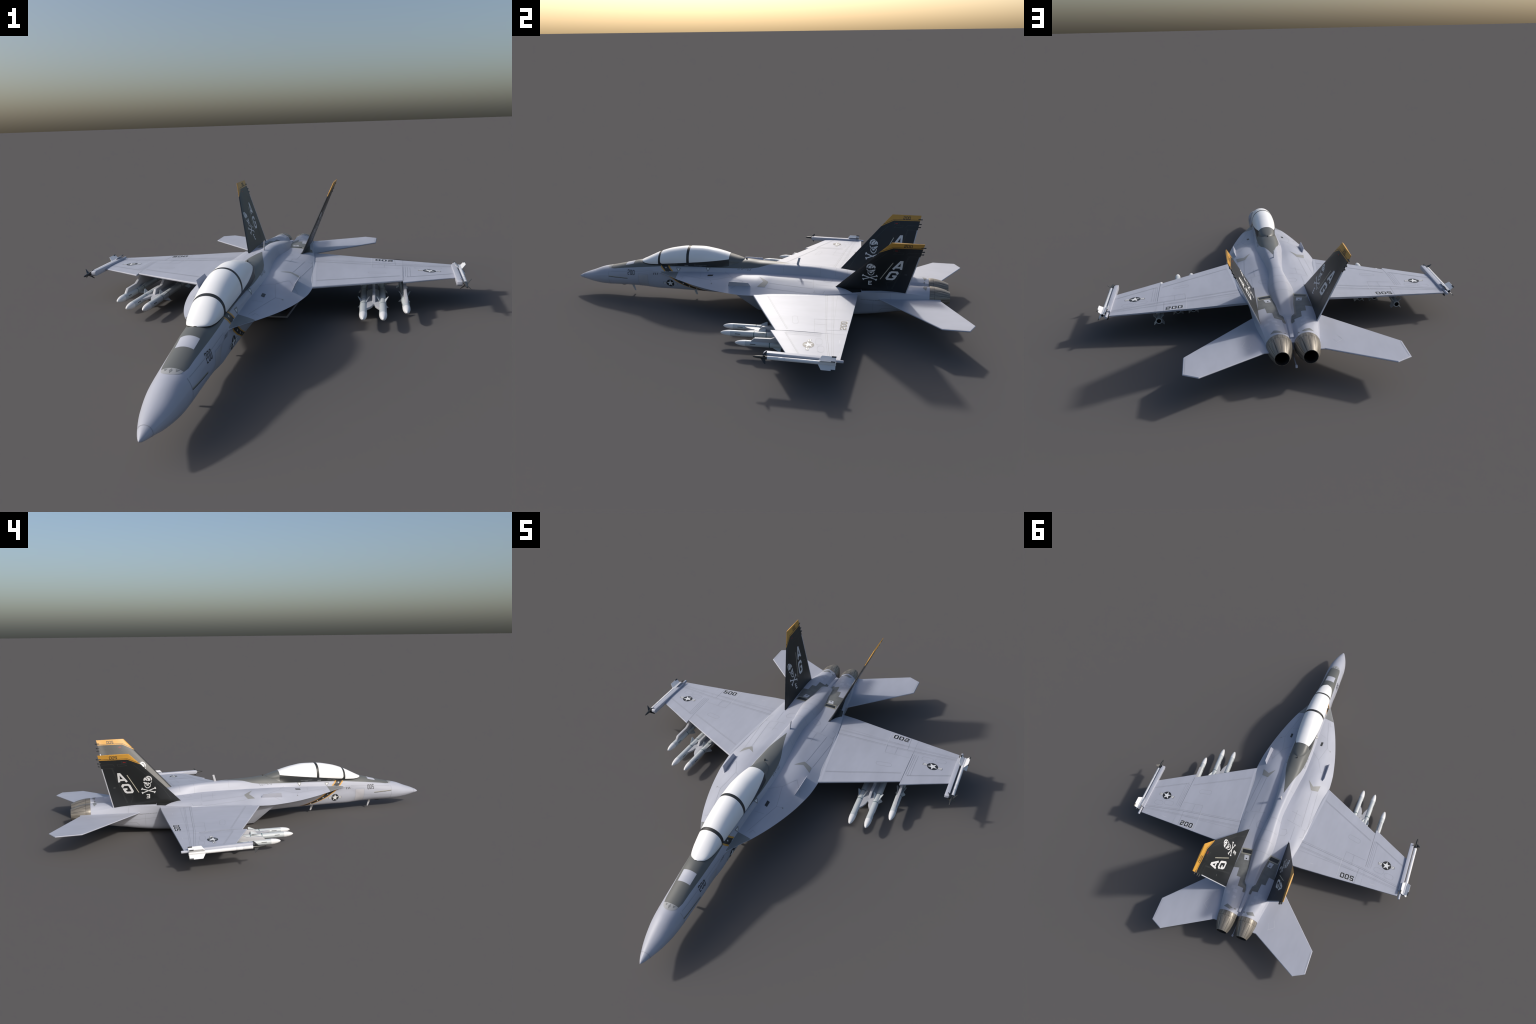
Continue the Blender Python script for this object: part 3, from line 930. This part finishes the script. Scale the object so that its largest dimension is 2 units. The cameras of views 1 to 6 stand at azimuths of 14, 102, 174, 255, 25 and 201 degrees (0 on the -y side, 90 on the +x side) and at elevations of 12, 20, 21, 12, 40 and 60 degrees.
fin_art = []
fin_art += skull(.5445, .2690, .040)
fin_art += bone(.513, .2195, .571, .2410, .0046) + bone(.511, .2410, .569, .2195, .0046)
fin_art += lettering('E', .5442, .1985, .0185, .0235, 0, .0045)
fin_art += lettering('A', .6690, .3070, .0450, .0540, 0, .0095, .40)
fin_art += lettering('G', .6405, .2480, .0430, .0520, 0, .0100, .45)
slash = stroke([(.5875, .2235), (.6415, .3215)], .0030)
tip_no = lettering('200', .7010, .4150, .0105, .0145, .0018, .0022, .10)
stripe = stroke([(.5795, .3775), (.6375, .4060), (.7655, .4075)], .0016)
stripe2 = stroke([(.5785, .3740), (.6380, .4025), (.7650, .4040)], .0012)
finl = []
finl += stroke([(.7100, .3600), (.6450, .1680)], .0010) + stroke([(.7060, .3600), (.6410, .1680)], .0010)
finl += stroke([(.6120, .3750), (.4700, .2350), (.4300, .1700)], .0009)
finl += stroke([(.7560, .3605), (.7000, .3600)], .0010)
finl += stroke([(.6960, .3700), (.7040, .3800), (.7560, .3800)], .0009) + stroke([(.6400, .3700), (.6800, .3690), (.6850, .3790), (.6560, .3800)], .0009, True)
finl += stroke([(.6640, .3830), (.6400, .3830), (.6400, .3945), (.6640, .3945)], .0008, True)
finl += stroke([(.6250, .1700), (.6150, .2050), (.6500, .2160)], .0009)
hinge = rect(.6960, .2560, .7060, .2575)
for mp_ in (SIDE, INNER):
    both('squadron_emblem', fin_art, mp_, B_FIN, M_MARKW, fin, fin_r)
    both('slash_mark', slash, mp_, B_FIN, M_SLASH, fin, fin_r)
    both('number_marking', tip_no, mp_, B_FIN, M_MARK, fin, fin_r, off=.0005)
    both('tip_stripe', stripe, mp_, B_FIN, M_MARK, fin, fin_r)
    both('warning_mark', rect(.6450, .3865, .6580, .3900), mp_, B_FIN, M_RED, fin, fin_r)
    both('panel_line', finl, mp_, B_FIN, M_LINEF, fin, fin_r, off=.0003, stuff=True)
    both('data_mark', hinge, mp_, B_FIN, M_MARKG, fin, fin_r)

# --- wing markings
def insignia(cx, cy, r, rot=90):
    """white star on dark disc with white bars outlined dark"""
    w = r * .46
    dark = disc(cx, cy, r) + rect(cx - r * 1.80, cy - w * .62, cx - r * .9, cy + w * .62) + rect(cx + r * .9, cy - w * .62, cx + r * 1.80, cy + w * .62)
    white = star(cx, cy, r * .93, rot)
    for s in (-1, 1):
        for k in (-1, 1):
            a, b = sorted((cx + s * r * 1.02, cx + s * r * 1.74)); c, d = sorted((cy + k * w * .10, cy + k * w * .50))
            white += rect(a, c, b, d)
    return dark, white
dk, wh = insignia(-.6153, -.3234, .0235)
both('insignia', dk, REAR, B_WING, M_MARK, wing, wing_r)
both('insignia_star', wh, REAR, B_WING, M_MARKW, wing, wing_r, off=.0007)
num = lettering('200', -.4415, -.4500, .0205, .0275, .0040, .0056)
both('number_marking', num, REAR, B_WING, M_MARK, wing, wing_r, off=.0006)
both('number_outline', lettering('200', -.4400, -.4512, .0212, .0290, .0033, .0072), REAR, B_WING, M_MARKW, wing, wing_r, off=.0003)

wl = []
T1 = .0011
wl += stroke([(.2150, .0750), (.5050, .2170)], T1) + stroke([(.2150, .0800), (.5050, .2220)], T1 * .7)
wl += stroke([(.5300, .2120), (.7020, .2990)], T1) + stroke([(.5300, .2165), (.7020, .3035)], T1 * .7)
wl += stroke([(.1700, .3500), (.4960, .3840), (.7030, .4180)], T1 * 1.3) + stroke([(.1700, .3420), (.4960, .3770), (.7030, .4110)], T1 * .7)
wl += stroke([(.1700, .3730), (.7030, .4260)], T1 * .7) + stroke([(.1700, .3790), (.7030, .4320)], T1 * .6) + stroke([(.1700, .3980), (.4860, .4100)], T1 * .5)
wl += stroke([(.4880, .3830), (.4835, .4765)], T1)
wl += stroke([(.5165, .1700), (.5165, .3640)], T1 * 1.8) + stroke([(.5250, .2150), (.5250, .3650)], T1) + stroke([(.5330, .2150), (.5330, .3650)], T1 * .7) + stroke([(.5430, .2200), (.5430, .3650)], T1 * .7)
wl += stroke([(.4450, .3270), (.4450, .3780)], T1 * .7) + stroke([(.4020, .3200), (.5100, .3330)], T1 * .7) + stroke([(.4020, .3200), (.3980, .3740)], T1 * .7)
wl += stroke([(.205, .040), (.168, .300)], T1 * .6)
def capsule(cx, cy, w, h, n=6, rot=0.0):
    P = []
    for s, a0 in ((1, -90), (-1, 90)):
        for k in range(n + 1):
            a = math.radians(a0 + 180 * k / n)
            P.append((s * (w - h) / 2 + h / 2 * math.cos(a), h / 2 * math.sin(a)))
    c, s_ = math.cos(rot), math.sin(rot)
    return [(cx + a * c - b * s_, cy + a * s_ + b * c) for a, b in P]
wl += stroke(capsule(.4215, .2390, .068, .024, rot=.22), T1 * .7, True)
wl += stroke(capsule(.585, .3620, .052, .026, rot=.12), T1 * .6, True) + stroke(capsule(.640, .3760, .048, .026, rot=.12), T1 * .6, True)
both('panel_line', wl, TOP, B_WING, M_LINE, wing, wing_r, off=.0003, stuff=True)
wpale = stroke([(.3935, .3650), (.3910, .4810)], .0022) + stroke([(.560, .4450), (.585, .4440)], .0016) + stroke([(.660, .4520), (.685, .4510)], .0016) + stroke([(.245, .4450), (.262, .4440)], .0016)
both('seam_light', wpale, TOP, B_WING, M_MARKL, wing, wing_r, off=.0003, stuff=True)
both('root_strip', [[(.207, .012), (.218, .018), (.1800, .340), (.1660, .340)]], TOP, B_WING, M_GREYP, wing, wing_r, off=.0002)

# --- fuselage side
both('number_marking', lettering('200', -.6805, .1320, .0108, .0255, .0030, .0030), SIDE, B_FUS, M_MARK, fuselage, fuselage, face=.35)
dk, wh = insignia(-.4680, .0880, .0205)
both('insignia', dk, SIDE, B_FUS, M_MARK, fuselage, fuselage, face=.35)
both('insignia_star', wh, SIDE, B_FUS, M_MARKW, fuselage, fuselage, face=.35, off=.0007)
slits = []
for k in range(3): slits += stroke([(-.5555 + k * .0095, .1295), (-.5515 + k * .0095, .1415)], .0026)
both('vent_slit', slits, SIDE, B_FUS, M_MARK, fuselage, fuselage, face=.35)
both('gun_trough', stroke([(-.808, .1010), (-.760, .0990), (-.7016, .0975)], .0022), SIDE, B_FUS, M_MARK, fuselage, fuselage, face=.35)
both('trough_lip', stroke([(-.808, .1040), (-.760, .1020), (-.7016, .1003)], .0028), SIDE, B_FUS, M_TAN, fuselage, fuselage, face=.35)
tri = []; triw = []
for y, z in ((-.4195, .1655), (-.2620, .1790)):
    tri += stroke([(y - .0105, z + .0075), (y + .0105, z + .0075), (y, z - .0085)], .0032, True)
    triw += [[(y - .007, z + .006), (y + .007, z + .006), (y, z - .005)]]
both('rescue_triangle', triw, SIDE, B_FUS, M_MARKW, fuselage, fuselage, face=.35, off=.0003)
both('rescue_triangle_rim', tri, SIDE, B_FUS, M_MARKG, fuselage, fuselage, face=.35, off=.0006)
both('unit_lettering', lettering('VFA-103', -.0760, .1925, .0080, .0105, .0019, .0017, .25), SIDE, B_FUS, M_MARKG, fuselage, fuselage, face=.35)
# black sash with gold edges and small stars, sweeping down and aft round the forebody
cen = [(-.505, .190), (-.487, .170), (-.468, .150), (-.440, .1210), (-.408, .0985), (-.368, .0790), (-.325, .0625), (-.285, .0530)]
wid = [.052, .052, .052, .052, .048, .044, .042, .042]
def band(a, b):
    q = []
    for (p, w), (p2, w2) in zip(zip(cen, wid), zip(cen[1:], wid[1:])):
        q.append([(p[0] + w * a, p[1]), (p[0] + w * b, p[1]), (p2[0] + w2 * b, p2[1]), (p2[0] + w2 * a, p2[1])])
    return q
both('sash', band(-.33, .33), SIDE, B_FUS, M_MARK, fuselage, fuselage, face=.62, off=.0003)
both('sash_edge', band(-.5, -.33) + band(.33, .5), SIDE, B_FUS, M_GOLD, fuselage, fuselage, face=.62, off=.0003)
st = []
for p in ((-.4875, .171), (-.425, .1100), (-.398, .0930), (-.366, .0785), (-.330, .0645)): st += star(p[0], p[1], .0045)
both('sash_star', st, SIDE, B_FUS, M_MARKW, fuselage, fuselage, face=.35, off=.0006)
fl = []
fl += stroke([(-.640, .055), (-.642, .085), (-.640, .128)], .0008) + stroke([(-.588, .060), (-.590, .090), (-.588, .130)], .0008) + stroke([(-.640, .128), (-.590, .130)], .0008)
fl += stroke([(-.800, .127), (-.700, .135), (-.560, .150)], .0008)
fl += stroke([(.500, .110), (.800, .112)], .0009) + stroke([(.500, .085), (.680, .082)], .0008) + stroke([(.590, .050), (.605, .067), (.655, .067), (.680, .056)], .0015)
fl += stroke([(.560, .050), (.562, .110)], .0008) + stroke([(.640, .100), (.640, .150)], .0008)
both('panel_line', fl, SIDE, B_FUS, M_LINE, fuselage, fuselage, face=.35, off=.0003, stuff=True)
dash = []
rd = random.Random(5)
yd = .505
while yd < .590:                                                  # broken row of fasteners low on the engine bay
    w = rd.uniform(.0015, .0055); dash += rect(yd, .1090 - (yd - .5) * .02, yd + w, .1115 - (yd - .5) * .02); yd += w + rd.uniform(.0015, .004)
both('fastener_row', dash, SIDE, B_FUS, M_MARKG, fuselage, fuselage, stuff=True)
both('door_panel', [[(-.640, .060), (-.590, .062), (-.588, .124), (-.640, .122)]], SIDE, B_FUS, M_DOOR, fuselage, fuselage, off=.0002)
# small dashes of stencil text on the canopy sill
B_FRM = bvh_of(frame)
sten = []
rr = random.Random(3)
for y0, y1, z in ((-.497, -.430, .1885), (-.335, -.270, .1950)):
    y = y0
    while y < y1:
        w = rr.uniform(.002, .006); sten += rect(y, z + (y - y0) * .02, y + w, z + .003 + (y - y0) * .02); y += w + .0018
    sten += rect((y0 + y1) / 2 - .008, z - .0045, (y0 + y1) / 2 + .006, z - .002)
both('stencil_text', sten, SIDE, B_FRM, M_MARKG, frame, frame, stuff=True)
both('latch_patch', rect(-.387, .1855, -.367, .1935), SIDE, B_FRM, M_MARKG, frame, frame)

# --- fuselage top
def lex_edge(y): return float(pchip([q[0] for q in STATIONS], [q[1][6][0] for q in STATIONS], [y])[0])
def lex_root(y): return float(pchip([q[0] for q in STATIONS], [q[1][3][0] for q in STATIONS], [y])[0])
yy_ = np.linspace(-.515, -.412, 16)
tip_patch = [[(lex_root(a) + .0004, a), (lex_edge(a) - .0012, a), (lex_edge(b) - .0012, b - .006 * (k == 14)), (lex_root(b) + .0004, b - .012 * (k == 14))]
             for k, (a, b) in enumerate(zip(yy_, yy_[1:]))]
both('lex_tip_patch', tip_patch, TOP, B_FUS, M_MARKG, fuselage, fuselage, off=.0003)
both('vent_grille', [[(.0840, -.2530), (.0955, -.2550), (.0950, -.2270), (.0835, -.2250)]], TOP, B_FUS, M_FRAME, fuselage, fuselage)
both('vent_grille', [[(.1420, -.2180), (.1480, -.2230), (.1490, -.2150)]], TOP, B_FUS, M_MARKG, fuselage, fuselage)
both('painted_vent_shade', [[(.0958, .0103), (.1275, .0360), (.1290, .0600), (.1230, .0600)], [(.1275, .0360), (.1640, .0140), (.1600, .0500), (.1290, .0600)]], TOP, B_FUS, M_VENTSHADE, fuselage, fuselage)  # flat chevron painted mid grey for the ramp's shading; no recess modelled
camo = [[(.1016, .4900), (.0500, .4850), (.0475, .4952), (.0353, .5744), (.0796, .5960), (.1080, .6000)],
        [(.0353, .5744), (.0290, .6507), (.0562, .6405), (.0766, .6404), (.0796, .5960)],
        [(.0290, .6507), (.0150, .6663), (.0528, .6857), (.0562, .6405)],
        [(.0150, .6663), (.0100, .6906), (.0115, .7035), (.0230, .7029), (.0240, .6857), (.0528, .6857)]]
both('dark_deck_patch', camo, TOP, B_FUS, M_DECK, fuselage, fuselage, off=.0003)
both('pale_deck_patch', rect(.060, .690, .080, .706) + rect(.045, .706, .066, .722) + rect(.076, .722, .096, .738) + rect(.040, .738, .056, .750), TOP, B_FUS, M_GREYP, fuselage, fuselage, off=.0002)
both('deck_hatch_frame', [[(.1040, .4880), (.0470, .4830), (.0430, .5150), (.0990, .5200)]], TOP, B_FUS, M_TAN, fuselage, fuselage, off=.0005)
both('deck_hatch', [[(.0985, .4940), (.0510, .4900), (.0480, .5100), (.0945, .5140)]], TOP, B_FUS, M_FRAME, fuselage, fuselage, off=.0008)
both('deck_plate', [[(.0790, .5225), (.0550, .5200), (.0500, .5450), (.0725, .5490)]], TOP, B_FUS, M_MARKL, fuselage, fuselage, off=.0006)
both('deck_hole', disc(.0630, .5390, .0035, 16), TOP, B_FUS, M_FRAME, fuselage, fuselage, off=.0009)
both('soot_diamond', [[(.0801, .8010), (.0664, .7866), (.0348, .7972), (.0478, .8090)], [(.030, .797), (.022, .792), (.018, .799), (.026, .801)]], TOP, B_FUS, M_MARKG, fuselage, fuselage)
both('fin_root_paint', [[(.1070, .378), (.1280, .430), (.1470, .4640), (.1380, .5060), (.1080, .500)], [(.1080, .500), (.1300, .5060), (.1150, .600), (.1080, .600)]], TOP, B_FUS, M_BLACK, fuselage, fuselage, off=.0004)
tl = []
tl += stroke([(.1290, .0650), (.1410, .2800)], .0009) + stroke([(.1610, .0600), (.1740, .2700)], .0009)
tl += stroke([(.060, .270), (.135, .280)], .0008) + stroke([(.095, .200), (.095, .270)], .0008) + stroke([(.070, .215), (.122, .222)], .0008)
tl += stroke([(.050, .330), (.075, .322), (.085, .340), (.075, .360), (.050, .365)], .0009)
tl += stroke([(.080, -.400), (.125, -.230), (.150, -.215)], .0008) + stroke([(.065, -.300), (.100, -.290)], .0007) + stroke([(.125, -.230), (.105, -.130), (.140, -.060), (.180, -.120)], .0008)
tl += stroke([(.060, -.170), (.105, -.130)], .0008) + stroke([(.0900, -.400), (.0960, -.380), (.110, -.385)], .0008)
tl += stroke([(.150, .290), (.165, .285), (.168, .330), (.150, .335)], .0009) + stroke([(.110, .290), (.112, .370)], .0008)
both('panel_line', tl, TOP, B_FUS, M_LINE, fuselage, fuselage, off=.0003, stuff=True)
sp = []
for y in (.120, .300, .375, .430, .490):
    sp += stroke([(-.040, y), (.040, y)], .0008)
decal('panel_line', sp, TOP, B_FUS, M_LINE, fuselage, off=.0003, stuff=True)
decal('nose_patch', [[(-.0240, -.7170), (.0240, -.7170), (.0255, -.6720), (-.0255, -.6720)]], TOP, B_FUS, M_GREYP, fuselage, off=.0004)
lens = [(.0265 * math.cos(math.radians(a)), -.8005 + .0240 * math.sin(math.radians(a))) for a in range(180, 361, 10)]
decal('gun_port_fairing', [lens], TOP, B_FUS, M_GREYL, fuselage, off=.0005)
decal('gun_port', [[(-.0040, -.810), (0, -.820), (.0040, -.810), (0, -.8020)], [(.010, -.8035), (.0195, -.8020), (.0135, -.812)], [(-.010, -.8035), (-.0195, -.8020), (-.0135, -.812)]], TOP, B_FUS, M_MARKG, fuselage, off=.0009)
def ring(y, w, i0=0, i1=None):
    """seam running round the forebody at station y"""
    a, b = fuselage_sections(np.array([y - w / 2, y + w / 2]))
    V = []
    for q, yy in ((a, y - w / 2), (b, y + w / 2)):
        q = q[i0:i1]
        c = np.mean(q, axis=0)[1]
        V += [(p[0] * 1.0 + .0004 * (p[0] > 1e-6), yy, p[1] + .0004 * (1 if p[1] > c else -1)) for p in q]
    n = len(V) // 2
    o = mesh_obj('panel_line', V, [(k, k + 1, n + k + 1, n + k) for k in range(n - 1)], M_LINE, fuselage, smooth=60, recalc=False)
    o['kind'] = 'stuff'
    mirrored(o)
ring(-.9665, .0010)
ring(-.8085, .0010, 12)
# tailplane markings
sl = stroke([(.155, .835), (.185, .812), (.172, .780)], .0014) + stroke([(.160, .830), (.150, .800)], .0008)
both('seam_light', sl, TOP, B_STAB, M_MARKL, stab, stab_r, stuff=True)
both('panel_line', stroke([(.386, .862), (.386, .965)], .0007), TOP, B_STAB, M_LINE, stab, stab_r, stuff=True)
